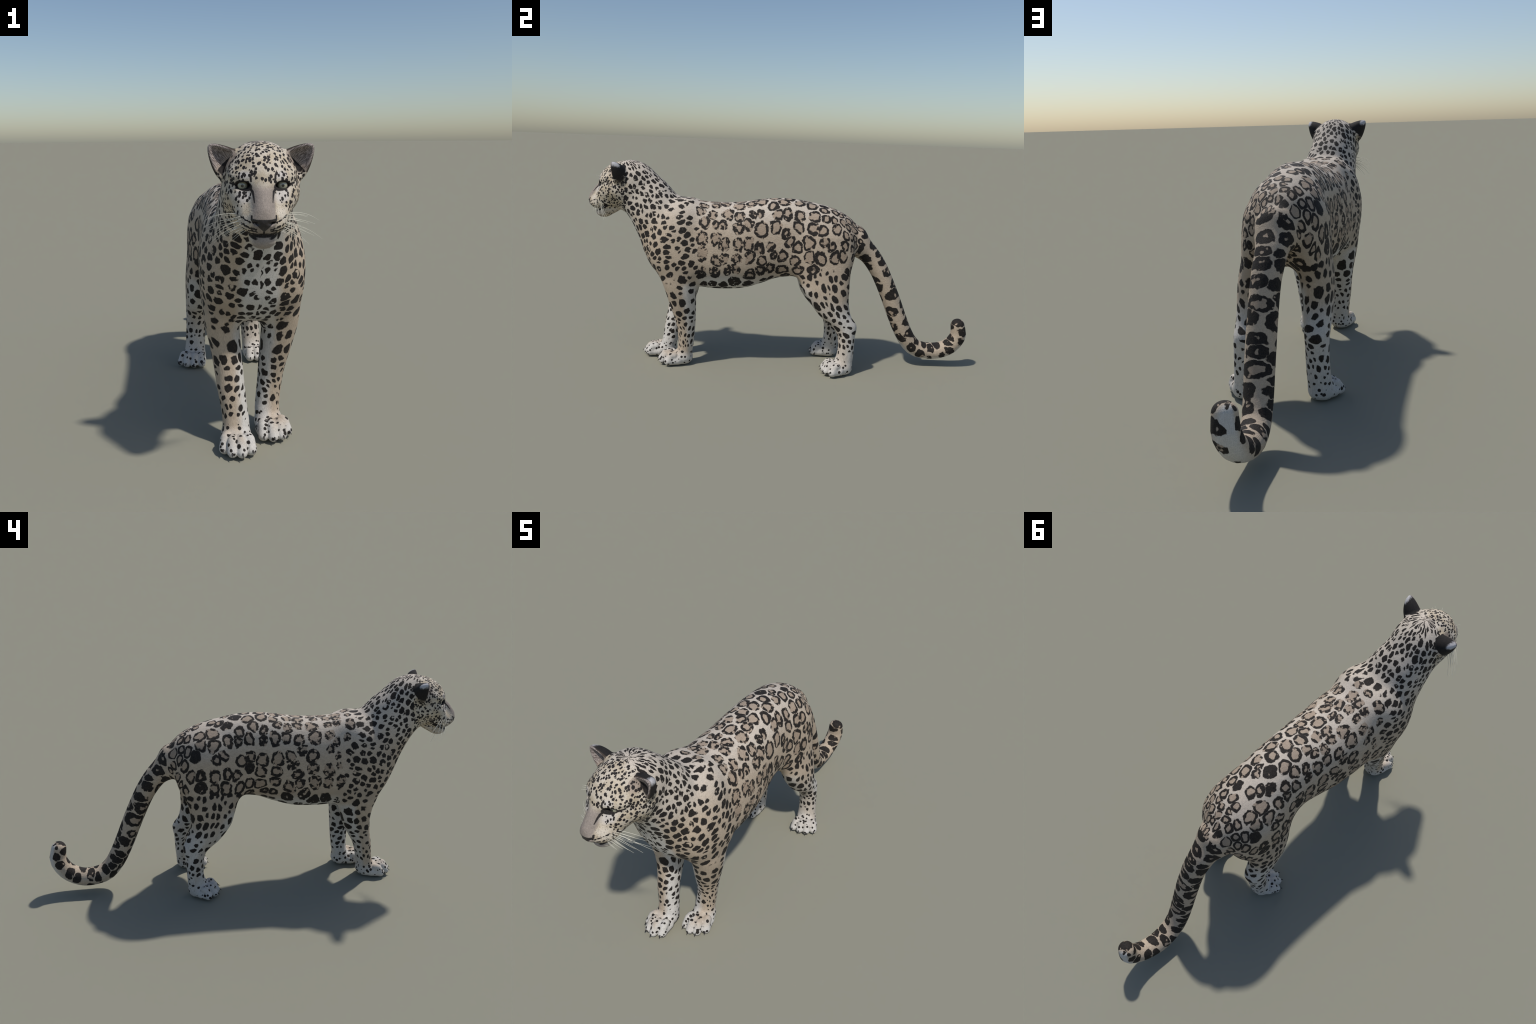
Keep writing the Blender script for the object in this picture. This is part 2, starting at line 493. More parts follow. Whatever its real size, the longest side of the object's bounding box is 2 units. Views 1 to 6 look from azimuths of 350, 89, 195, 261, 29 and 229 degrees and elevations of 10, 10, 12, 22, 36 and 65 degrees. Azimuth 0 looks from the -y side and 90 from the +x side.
def region(C):
    """part number of each face centre"""
    x, y, z = C.T
    a, b, _ = to_head(C).T
    left = x > -0.005
    R = np.zeros(len(C), int)

    def put(mask, l, r=None):
        R[mask & left] = NAMES.index(l)
        R[mask & ~left] = NAMES.index(r or l)
    ax = np.abs(x)
    put((0.62 * (y + 0.56) - 0.78 * (z - 0.80) < -0.02) & (y < -0.5), 'neck')
    hind = (y > 0.03) & (z < 0.50 + 0.9 * np.maximum(0.0, ax - 0.07))
    put(hind, 'hindlimb_l', 'hindlimb_r')
    put(hind & (z < 0.085), 'hindpaw_l', 'hindpaw_r')
    fore = (y < -0.38) & (z < 0.455 + 0.9 * np.maximum(0.0, ax - 0.09) + 0.03 * np.sin(20 * y))
    put(fore, 'forelimb_l', 'forelimb_r')
    put(fore & (z < 0.085), 'forepaw_l', 'forepaw_r')
    put(np.where(z > 0.45, y > 0.375 + 0.4 * (0.66 - z), y > 0.45), 'tail')
    put((a - 0.45 * (z - 0.90) > -0.065) & (y < -0.7) & (z > 0.7), 'head')
    out = 0.1 * (a - 0.004) + 0.7 * (np.abs(b) - 0.093) + 0.7 * (z - 0.973)
    put((a > 0.152) & (z < 0.8345) & (z > 0.8005) & (np.abs(b) < np.minimum(0.0335, (z - 0.8005) * 1.05 + 0.004)), 'nose')
    put((a > 0.045) & (y < -0.75) & (z < 0.8115 - 0.55 * np.maximum(a - 0.080, 0)) & (z < 0.802) & (z > 0.70) & (z < 0.787 + np.maximum(0.102 - a, 0) * 0.6), 'lower_jaw')
    left = b > 0
    put((out > 0.012) & (a > -0.08) & (z > 0.92) & (np.abs(b) > 0.074), 'ear_l', 'ear_r')
    return R


def split_skin(bm):
    me = bpy.data.meshes.new('whole')
    bm.to_mesh(me)
    nv, nl, nf = len(me.vertices), len(me.loops), len(me.polygons)
    V, N, C = np.empty(nv * 3), np.empty(nv * 3), np.empty(nf * 3)
    me.vertices.foreach_get('co', V)
    me.vertex_normals.foreach_get('vector', N)
    me.polygons.foreach_get('center', C)
    V, N, C = V.reshape(-1, 3), N.reshape(-1, 3), C.reshape(-1, 3)
    loops, tot = np.empty(nl, int), np.empty(nf, int)
    me.loops.foreach_get('vertex_index', loops)
    me.polygons.foreach_get('loop_total', tot)
    R = region(C)
    RL = np.repeat(R, tot)
    out = {}
    for i, key in enumerate(NAMES):
        lv, ft = loops[RL == i], tot[R == i]
        ids, inv = np.unique(lv, return_inverse=True)
        m = bpy.data.meshes.new(key)
        m.vertices.add(len(ids))
        m.vertices.foreach_set('co', V[ids].ravel())
        m.loops.add(len(lv))
        m.loops.foreach_set('vertex_index', inv.ravel())
        m.polygons.add(len(ft))
        m.polygons.foreach_set('loop_start', np.concatenate([[0], np.cumsum(ft)[:-1]]))
        m.update(calc_edges=True)
        m.polygons.foreach_set('use_smooth', [True] * len(ft))
        m.normals_split_custom_set_from_vertices(N[ids].tolist())
        out[key] = m
    bpy.data.meshes.remove(me)
    return out


def add(name, data, parent=None, kind=None):
    o = bpy.data.objects.new(name, data)
    bpy.context.scene.collection.objects.link(o)
    if parent is not None:
        o.parent = parent
    if kind:
        o['kind'] = kind
    return o


import time
t0 = time.time()
root = add('leopard', None)
root['label'] = 'standing spotted leopard with pale coat and curled tail'
root['category'] = 'leopard'
root.empty_display_size = 0.2

skin = split_skin(build_skin())
print('skin', time.time() - t0, {k: len(m.polygons) for k, m in skin.items()})
part = {}
for key in ('torso', 'neck', 'head', 'tail', 'forelimb_l', 'forelimb_r', 'hindlimb_l', 'hindlimb_r'):
    part[key] = add(key.split('_')[0], skin[key], root)
for key in ('nose', 'lower_jaw'):
    part[key] = add(key, skin[key], part['head'])
for s in 'lr':
    part['forepaw_' + s] = add('paw', skin['forepaw_' + s], part['forelimb_' + s])
    part['hindpaw_' + s] = add('paw', skin['hindpaw_' + s], part['hindlimb_' + s])
    part['ear_' + s] = add('ear', skin['ear_' + s], part['head'])


# ---- eyes ---------------------------------------------------------------------
def sphere(name, r, u=32, v=20):
    bm = bmesh.new()
    bmesh.ops.create_uvsphere(bm, u_segments=u, v_segments=v, radius=r)
    m = bpy.data.meshes.new(name)
    bm.to_mesh(m); bm.free()
    m.polygons.foreach_set('use_smooth', [True] * len(m.polygons))
    return m


eyes = []
for s in (1, -1):
    m = sphere('eye', EYE_R)
    m.transform(Matrix.Rotation(math.radians(90), 4, 'X'))
    o = add('eye', m, part['head'])
    o.location = head_world(EYE[0], s * EYE[1], EYE[2])
    yaw = math.atan2(HEAD_F[1], HEAD_F[0]) + math.pi / 2 + s * math.radians(9)
    o.rotation_euler = (math.radians(3), 0, yaw)
    eyes.append(o)


# ---- claws -----------------------------------------------------------------------
def claw_mesh():
    """curved cone, root at the origin, reaching along -y and bending down"""
    rings, seg = 8, 10
    verts, faces = [], []
    for i in range(rings + 1):
        t = i / rings
        yy, zz = -0.017 * math.sin(t * 1.35), -0.013 * (1 - math.cos(t * 1.35))
        r = 0.0052 * (1 - t) ** 0.7 + 0.0003
        for k in range(seg):
            q = 2 * math.pi * k / seg
            verts.append((r * 0.72 * math.cos(q), yy + r * math.sin(q) * math.sin(t * 1.2), zz + r * math.sin(q)))
    for i in range(rings):
        for k in range(seg):
            a, b = i * seg + k, i * seg + (k + 1) % seg
            faces.append((a, b, b + seg, a + seg))
    faces.append(tuple(range(seg))[::-1])
    faces.append(tuple(range(rings * seg, rings * seg + seg)))
    m = bpy.data.meshes.new('claw')
    m.from_pydata(verts, [], faces)
    bm = bmesh.new(); bm.from_mesh(m)
    bmesh.ops.recalc_face_normals(bm, faces=bm.faces)
    bm.to_mesh(m); bm.free()
    m.polygons.foreach_set('use_smooth', [True] * len(m.polygons))
    return m


claws = []
cm = claw_mesh()
for pname, p in PAWS.items():
    limb_part = part[pname.replace('fore_', 'forelimb_').replace('hind_', 'hindlimb_')]
    for tx, ty, d in p['claws']:
        o = add('claw', cm, limb_part)
        o.location = (tx + d[0] * 0.0035, ty + d[1] * 0.0035, 0.0275)
        o.rotation_euler = (0, 0, math.atan2(d[1], d[0]) + math.pi / 2)
        claws.append(o)


# ---- whiskers --------------------------------------------------------------------
def whisker_mesh(pts, r0):
    P = curve_points(pts, 14)
    verts, faces, seg = [], [], 5
    for i, p in enumerate(P):
        d = P[min(i + 1, len(P) - 1)] - P[max(i - 1, 0)]
        d = Vector(d).normalized()
        u = d.orthogonal().normalized()
        w = d.cross(u)
        r = r0 * (1 - 0.75 * i / (len(P) - 1))
        for k in range(seg):
            q = 2 * math.pi * k / seg
            verts.append(tuple(Vector(p) + (u * math.cos(q) + w * math.sin(q)) * r))
    for i in range(len(P) - 1):
        for k in range(seg):
            a, b = i * seg + k, i * seg + (k + 1) % seg
            faces.append((a, b, b + seg, a + seg))
    m = bpy.data.meshes.new('whisker')
    m.from_pydata(verts, [], faces)
    m.polygons.foreach_set('use_smooth', [True] * len(m.polygons))
    return m


whiskers = []


def whisker(root, direction, length, sag, r0=0.00095):
    """root in head coordinates; bends down and back with its length"""
    root, d = np.array(root, float), np.array(direction, float)
    d /= np.linalg.norm(d)
    pts = []
    for t in (0, 0.25, 0.5, 0.75, 1.0):
        q = root + d * length * t + np.array([-0.30 * length * t * t, 0, -sag * length * t * t])
        pts.append(head_world(*q))
    whiskers.append(add('whisker', whisker_mesh(pts, r0), part['head']))


for s in (1, -1):
    for row in range(4):
        for k in range(5):
            bb = 0.040 + 0.0055 * k - 0.001 * row
            zz = 0.834 - 0.0105 * row + 0.0015 * k
            aa = 0.152 - 0.0085 * k - 0.004 * row
            L = (0.055 + 0.013 * k + 0.008 * row) * rng.uniform(0.75, 1.10) * (1.0 if row < 3 else 0.75)
            up = 0.22 - 0.20 * row + rng.uniform(-0.12, 0.12)
            whisker((aa - 0.008, s * (bb - 0.006), zz), (0.28 - 0.16 * k + rng.uniform(-.08, .08), s * 1.25, up), L, rng.uniform(0.12, 0.45))
    for k in range(4):      # over the eye
        whisker((0.098 - 0.004 * k, s * (0.040 + 0.006 * k), 0.945), (0.75, s * (0.25 + 0.18 * k), 0.65 + rng.uniform(-.2, .2)), rng.uniform(0.035, 0.07), 0.35, 0.0006)


# =====================================================================
#  4.  MATERIALS: masks computed in nodes from Object coordinates
# =====================================================================
class Net:
    def __init__(self, name):
        self.mat = bpy.data.materials.new(name)
        self.mat.use_nodes = True
        self.t = self.mat.node_tree
        self.t.nodes.clear()
        self.out = self.t.nodes.new('ShaderNodeOutputMaterial')

    def node(self, kind, **inputs):
        n = self.t.nodes.new(kind)
        for k, v in inputs.items():
            self.set(n.inputs[k.replace('_', ' ')] if isinstance(k, str) else n.inputs[k], v)
        return n

    def set(self, sock, v):
        if isinstance(v, E):
            v = v.s
        if isinstance(v, bpy.types.NodeSocket):
            self.t.links.new(v, sock)
        else:
            sock.default_value = v

    def math(self, op, *a, clamp=False):
        n = self.t.nodes.new('ShaderNodeMath')
        n.operation = op
        n.use_clamp = clamp
        for i, v in enumerate(a):
            self.set(n.inputs[i], v)
        return E(self, n.outputs[0])

    def vec(self, x, y, z):
        n = self.t.nodes.new('ShaderNodeCombineXYZ')
        for i, v in enumerate((x, y, z)):
            self.set(n.inputs[i], v)
        return n.outputs[0]

    def noise(self, vec, scale, detail=2.0, rough=0.5, dist=0.0):
        n = self.node('ShaderNodeTexNoise', Vector=vec, Scale=scale, Detail=detail, Roughness=rough, Distortion=dist)
        return E(self, n.outputs['Fac'])

    def noise_color(self, vec, scale, detail=2.0):
        n = self.node('ShaderNodeTexNoise', Vector=vec, Scale=scale, Detail=detail)
        s = self.t.nodes.new('ShaderNodeSeparateColor')
        self.t.links.new(n.outputs['Color'], s.inputs[0])
        return [E(self, o) - 0.5 for o in s.outputs]

    def voronoi(self, vec, scale, feature='F1', dims='3D', rand=1.0):
        n = self.t.nodes.new('ShaderNodeTexVoronoi')
        n.voronoi_dimensions = dims
        n.feature = feature
        self.set(n.inputs['Vector'], vec)
        n.inputs['Scale'].default_value = scale
        n.inputs['Randomness'].default_value = rand
        if feature == 'N_SPHERE_RADIUS':
            return E(self, n.outputs['Radius'])
        if feature == 'DISTANCE_TO_EDGE':
            return E(self, n.outputs['Distance'])
        s = self.t.nodes.new('ShaderNodeSeparateColor')
        self.t.links.new(n.outputs['Color'], s.inputs[0])
        return E(self, n.outputs['Distance']), [E(self, o) for o in s.outputs]

    def mix(self, fac, a, b):
        n = self.t.nodes.new('ShaderNodeMix')
        n.data_type = 'RGBA'
        self.set(n.inputs[0], fac)
        for k, v in ((6, a), (7, b)):
            if isinstance(v, tuple):
                v = tuple(v) + (1.0,) if len(v) == 3 else v
            self.set(n.inputs[k], v)
        return n.outputs[2]

    def scale_color(self, col, fac):
        n = self.t.nodes.new('ShaderNodeVectorMath')
        n.operation = 'SCALE'
        self.set(n.inputs[0], col)
        self.set(n.inputs['Scale'], fac)
        return n.outputs[0]

    def step(self, lo, hi, v):
        """smooth 0..1 as v runs from lo to hi (lo may be above hi)"""
        n = self.t.nodes.new('ShaderNodeMapRange')
        n.interpolation_type = 'SMOOTHSTEP'
        self.set(n.inputs['Value'], v)
        if lo < hi:
            n.inputs['From Min'].default_value, n.inputs['From Max'].default_value = lo, hi
            n.inputs['To Min'].default_value, n.inputs['To Max'].default_value = 0, 1
        else:
            n.inputs['From Min'].default_value, n.inputs['From Max'].default_value = hi, lo
            n.inputs['To Min'].default_value, n.inputs['To Max'].default_value = 1, 0
        return E(self, n.outputs[0])

    def coords(self):
        tc = self.t.nodes.new('ShaderNodeTexCoord')
        s = self.t.nodes.new('ShaderNodeSeparateXYZ')
        self.t.links.new(tc.outputs['Object'], s.inputs[0])
        return [E(self, o) for o in s.outputs]

    def finish(self, color, rough, bump=None, dist=0.001, strength=0.6, **extra):
        b = self.t.nodes.new('ShaderNodeBsdfPrincipled')
        self.set(b.inputs['Base Color'], color if not isinstance(color, tuple) else tuple(color) + (1.0,))
        self.set(b.inputs['Roughness'], rough)
        for k, v in extra.items():
            self.set(b.inputs[k.replace('_', ' ')], v)
        if bump is not None:
            n = self.t.nodes.new('ShaderNodeBump')
            n.inputs['Strength'].default_value = strength
            n.inputs['Distance'].default_value = dist
            self.set(n.inputs['Height'], bump)
            self.t.links.new(n.outputs[0], b.inputs['Normal'])
        self.t.links.new(b.outputs[0], self.out.inputs[0])
        return self.mat


class E:
    """a float socket with arithmetic"""
    def __init__(self, net, s):
        self.n, self.s = net, s

    def __add__(self, o): return self.n.math('ADD', self, o)
    __radd__ = __add__
    def __sub__(self, o): return self.n.math('SUBTRACT', self, o)
    def __rsub__(self, o): return self.n.math('SUBTRACT', o, self)
    def __mul__(self, o): return self.n.math('MULTIPLY', self, o)
    __rmul__ = __mul__
    def __truediv__(self, o): return self.n.math('DIVIDE', self, o)
    def __neg__(self): return self.n.math('MULTIPLY', self, -1.0)
    def abs(self): return self.n.math('ABSOLUTE', self)
    def sqrt(self): return self.n.math('SQRT', self)
    def sq(self): return self.n.math('MULTIPLY', self, self)
    def max(self, o): return self.n.math('MAXIMUM', self, o)
    def min(self, o): return self.n.math('MINIMUM', self, o)


def dist_segment(n, p, A, B):
    """distance of point p (list of sockets) to the segment AB"""
    A, B = np.array(A), np.array(B)
    d = B - A
    L = float(d @ d)
    dot = sum(((p[i] - float(A[i])) * float(d[i] / L) for i in range(1, len(A))), (p[0] - float(A[0])) * float(d[0] / L))
    t = n.math('ADD', dot, 0.0, clamp=True)
    q = [(p[i] - float(A[i]) - t * float(d[i])).sq() for i in range(len(A))]
    return sum(q[1:], q[0]).sqrt()


def dist_line(n, p, pts):
    r = None
    for A, B in zip(pts[:-1], pts[1:]):
        d = dist_segment(n, p, A, B)
        r = d if r is None else r.min(d)
    return r


FLANK = (0.450, 0.362, 0.272)
RIDGE = (0.545, 0.475, 0.398)
WHITE = (0.555, 0.525, 0.482)
ROSET = (0.325, 0.245, 0.178)
FACE = (0.470, 0.390, 0.285)


def cells(n, u, v, scale, rand, offset=0.0, reach=0.10):
    """flat cells: rounded inset distance (0 near the border, about 0.4 in the middle) and random numbers"""
    uv = n.vec(u + offset, v, 0.0)
    edge = n.voronoi(uv, scale, 'DISTANCE_TO_EDGE', '2D', rand)
    d, c = n.voronoi(uv, scale, 'F1', '2D', rand)
    free = n.voronoi(uv, scale, 'N_SPHERE_RADIUS', '2D', rand)
    return edge * 0.42 + (free + reach - d) * 0.58, c


def ramp(n, v, stops):
    """piecewise linear number along v: sum of clamped slopes"""
    r = None
    for (x0, y0), (x1, y1) in zip(stops[:-1], stops[1:]):
        t = n.math('ADD', (v - x0) * (1.0 / (x1 - x0)), 0.0, clamp=True) * (y1 - y0)
        r = t if r is None else r + t
    return r + stops[0][1]


def coat(n, head=False):
    """pale coat with rosettes, spots and tail bands -> (colour, bump height)"""
    x, y, z = n.coords()
    P = n.vec(x, y, z)
    ax = (x + 0.004).abs()
    wx, wy, wz = n.noise_color(P, 18.0, 2.0)
    fx, fy, fz = n.noise_color(P, 62.0, 1.5)
    X, Y, Z = x + wx * 0.022 + fx * 0.014, y + wy * 0.022 + fy * 0.014, z + wz * 0.022 + fz * 0.014
    PW = n.vec(X, Y, Z)

    # hair direction: along the body, down the legs
    leg = n.step(0.50, 0.42, z + ax * -0.25) * n.step(0.44, 0.40, y)
    hair = n.noise(n.vec(x * 420.0, (y * 110.0) * (1.0 - leg) + leg * y * 420.0, (z * 300.0) * (1.0 - leg) + leg * z * 90.0), 1.0, 2.0, 0.6)
    hair2 = n.noise(n.vec(x * 120.0, (y * 40.0) * (1.0 - leg) + leg * y * 120.0, (z * 90.0) * (1.0 - leg) + leg * z * 35.0), 1.0, 2.0, 0.55)
    fuzz = (hair - 0.5) * 0.05 + (hair2 - 0.5) * 0.085
    gap = n.noise(P, 36.0, 1.0)
    hair = n.step(0.30, 0.70, hair)

    # where each pattern rules
    tail = n.step(0.365, 0.400, y + (z - 0.62) * -0.35) * n.step(0.38, 0.42, y + n.step(0.5, 0.6, z) * 0.05)
    tail2 = n.step(0.395, 0.435, y + (z - 0.66) * -0.35)
    legzone = n.step(0.455, 0.405, z - n.step(0.0, 0.1, y) * 0.055 - (ax - 0.10).max(0.0) * 0.5) * (1.0 - tail)
    legside = n.step(0.055, 0.075, ax + n.step(0.41, 0.36, z) * 0.1) * n.step(-0.40, -0.43, y).max(n.step(0.03, 0.07, y)) * (1.0 - tail)
    legzone = legzone * legside
    legwide = n.step(0.490, 0.440, z - n.step(0.0, 0.1, y) * 0.055 - (ax - 0.10).max(0.0) * 0.5) * legside
    top = (z - 0.72).max(0.0) * 0.40
    neck = n.step(-0.35, -0.45, y + wx * 0.10 + top)
    nofront = n.step(-0.38, -0.48, y + wx * 0.10 + top)
    if head:
        hz = to_head_nodes(n, x, y, z)
        face = n.step(-0.085, -0.050, hz[0] - (0.93 - z) * 0.25)

    # ---------------- rosettes of the trunk, unrolled around the body axis
    th = n.math('ARCTAN2', (X + 0.004) / 0.155, (Z - 0.625) / 0.225)
    r_ax = (((x + 0.004) / 0.155).sq() + ((z - 0.625) / 0.225).sq()).sqrt()
    e, cell = cells(n, Y + n.step(0.22, 0.34, y) * (1.0 - r_ax) * 0.17, th * 0.185, 16.6, 0.70, 0.0, 0.20)
    front = n.step(0.05, -0.32, y + (cell[0] - 0.5) * 0.14)                 # more broken towards the shoulder
    solid = n.step(0.535, 0.460, z - n.step(0.06, 0.2, y) * 0.03 + (cell[2] - 0.5) * 0.05)     # closed blots on the belly and thigh
    petal = n.noise(P, 62.0, 1.0)
    e = e + fuzz * 0.45
    off = n.math('MAXIMUM', nofront, legzone)
    outer = 0.057 + cell[1] * 0.045 + front * 0.010 + solid * (0.010 + cell[0] * 0.07) + off * 0.6 + tail2 * 0.6
    inner = outer + 0.180 + cell[2] * 0.05 + (gap - 0.5) * 0.30 + front * 0.045 + solid * 0.25 + n.step(0.93, 0.97, cell[1]) * 0.4
    ring = n.step(-0.022, 0.038, e - outer) * n.step(0.038, -0.022, e - inner)
    open_gap = n.step(-0.01, 0.045, gap - 0.335 - front * 0.05 + solid * 0.3)
    open_petal = n.step(0.39, 0.47, petal + (1.0 - front) * 0.14 + solid * 0.10 + fuzz * 0.4)
    ring = ring * open_gap * open_petal
    centre = n.step(0.0, 0.05, e - outer - 0.01) * (1.0 - solid)

    # ---------------- solid spots of neck, shoulder and chest, unrolled around the neck axis
    py, pz = Y + 0.545, Z - 0.60
    along, across = py * -0.49 + pz * 0.87, py * 0.87 + pz * 0.49
    nth = n.math('ARCTAN2', X + 0.012, across)
    ne, nc = cells(n, along, nth * 0.150, 30.0, 0.78, 3.3, 0.14)
    ne = ne + fuzz * 0.6
    nout = 0.080 + nc[0] * 0.100 + (1.0 - neck) * 0.6 + legzone * 0.6
    if head:
        nout = nout + n.step(-0.055, -0.025, hz[0] - (0.93 - z) * 0.25) * 0.9
    nspots = n.step(-0.035, 0.055, ne - nout)
    nspots = nspots * n.step(-0.02, 0.05, gap - 0.30)

    # ---------------- legs, unrolled around each leg
    isl, hind = n.step(-0.001, 0.001, x + 0.005), n.step(-0.001, 0.001, y + 0.15)
    cy_fl = ramp(n, z, [(0.10, -0.480), (0.40, -0.505)])
    cy_fr = ramp(n, z, [(0.05, -0.588), (0.20, -0.556), (0.40, -0.505)])
    cy_hl = ramp(n, z, [(0.10, 0.345), (0.18, 0.338), (0.40, 0.235), (0.50, 0.215)])
    cy_hr = ramp(n, z, [(0.10, 0.300), (0.18, 0.298), (0.40, 0.208), (0.50, 0.200)])
    cyl = (cy_fl * isl + cy_fr * (1.0 - isl)) * (1.0 - hind) + (cy_hl * isl + cy_hr * (1.0 - isl)) * hind
    cxl = ax - 0.082 - hind * 0.046 + hind * n.step(0.3, 0.5, z) * 0.025
    lth = n.math('ARCTAN2', y - cyl + wy * 0.015, cxl + wx * 0.015)
    rad = 0.052 + n.step(0.2, 0.46, z) * (0.020 + hind * 0.035) + n.step(0.28, 0.12, z) * 0.022
    lu = Z * 0.80 - (0.30 - Z).max(0.0) * 0.45 + isl * 5.0 + hind * 11.0
    le, lc = cells(n, lu, lth * rad + fx * 0.012, 25.5, 0.72, 0.0, 0.12)
    le = le + fuzz * 0.6
    lout = 0.100 + lc[0] * 0.115 + n.step(0.30, 0.12, z) * 0.030 + n.step(0.11, 0.075, z) * 0.6 + (1.0 - legwide) * 0.6
    lspots = n.step(-0.035, 0.055, le - lout)

    # ---------------- paws: small dots
    d2, c2 = n.voronoi(n.vec(x + fx * 0.005, y + fy * 0.005, z + fz * 0.005), 50.0, 'F1', '3D', 0.85)
    r2 = 0.325 + (c2[0] - 0.5) * 0.14 - n.step(0.075, 0.11, z) * 0.8 - n.step(0.012, 0.004, z) * 0.8 - n.step(0.42, 0.46, y)
    dots = n.step(0.05, -0.05, d2 - r2 - fuzz * 0.8)

    # ---------------- tail: blotches that close into bands towards the tip
    cy, cz = y - 0.805, z - 0.235
    phi = n.math('ARCTAN2', cy, -cz)                                 # 0 below the centre of the curl
    curl = n.step(0.27, 0.19, z - (y - 0.80) * 0.6)
    s_line = (y - 0.40) * 0.44 + (0.65 - z) * 0.90
    s_arc = 0.640 + phi * 0.152
    s = s_line * (1.0 - curl) + s_arc * curl
    rr = (cy.sq() + cz.sq()).sqrt() - 0.152
    off_line = (y - 0.40) * 0.90 - (0.65 - z) * 0.44 - 0.005
    off = off_line * (1.0 - curl) - rr * curl
    tth = n.math('ARCTAN2', x + 0.025, off)                          # 0 on the upper side
    tip = n.step(0.35, 0.80, s)
    te, tc = cells(n, s * (1.0 + tip * 0.08) + wx * 0.024 + fx * 0.016, tth * (0.046 - tip * 0.018) + wy * 0.020 + fy * 0.014, 16.5, 0.66, 3.7, 0.19)
    te = te + fuzz * 0.35
    under = n.step(1.9, 2.7, tth.abs()) * n.step(0.0, 0.2, s)
    t_out = 0.072 + tc[0] * 0.06 + under * 0.22 + (1.0 - tail) * 0.6
    t_in = t_out + 0.20 + tip * 0.3 + tc[1] * 0.25 + (gap - 0.5) * 0.45
    tring = n.step(-0.015, 0.035, te - t_out) * n.step(0.035, -0.015, te - t_in) * n.step(-0.01, 0.05, gap - 0.30)
    tcen = n.step(0.0, 0.05, te - t_out)

    # ---------------- ground colour
    patch = n.noise(P, 7.0, 3.0)
    flank = n.step(0.86, 0.68, z + (patch - 0.5) * 0.16)
    base = n.mix(flank, RIDGE, FLANK)
    belly = n.step(0.515, 0.445, z + (patch - 0.5) * 0.05) * n.step(-0.44, -0.38, y) * n.step(0.10, 0.02, y)
    chest = n.step(0.085, 0.045, ax + (patch - 0.5) * 0.05) * n.step(-0.50, -0.60, y + (z - 0.42) * 0.42) * n.step(0.86, 0.78, z)
    paw = n.step(0.10, 0.03, z + (patch - 0.5) * 0.08) * n.step(0.45, 0.40, y)
    inside = n.step(0.46, 0.40, z) * n.step(0.42, 0.40, y) * n.step(0.075, 0.050, ax + (patch - 0.5) * 0.06 - hind * 0.03)
    rear = n.step(0.42, 0.30, z + (patch - 0.5) * 0.10) * n.step(0.02, 0.06, y) * n.step(0.42, 0.40, y) * (0.45 + n.step(-0.010, 0.02, y - cyl) * 0.45)
    rear = rear.max(n.step(0.47, 0.42, z) * n.step(0.22, 0.14, y + (z - 0.35) * 0.5) * n.step(0.02, 0.06, y) * 0.85)
    arm = n.step(0.005, 0.030, y - cyl) * n.step(0.46, 0.42, z) * n.step(0.0, -0.2, y)
    white = belly.max(chest).max(paw).max(inside).max(rear).max(arm * 0.8).max(under * tail)
    base = n.mix(white, base, WHITE)
    base = n.mix(n.math('MULTIPLY', n.math('MAXIMUM', centre, tcen), 0.80), base, ROSET)
    dark = n.math('ADD', ring.max(nspots).max(lspots).max(dots).max(tring), 0.0, clamp=True)
    if head:
        return n, (x, y, z), hz, face, base, dark, hair, hair2, fuzz, P, PW, white
    base = n.scale_color(base, 0.79 + hair * 0.22 + hair2 * 0.20)
    col = n.mix(dark, base, n.mix(hair, (0.010, 0.008, 0.007), (0.030, 0.024, 0.020)))
    return col, hair * 0.6 + hair2 * 0.8


def to_head_nodes(n, x, y, z):
    dx, dy = x - float(HEAD_O[0]), y - float(HEAD_O[1])
    a = dx * float(HEAD_F[0]) + dy * float(HEAD_F[1])
    b = dx * float(HEAD_L[0]) + dy * float(HEAD_L[1])
    return [a, b, z]


def body_material():
    n = Net('spotted_coat')
    col, h = coat(n)
    return n.finish(col, 0.75, h, 0.0013, 0.6, Specular_IOR_Level=0.25)


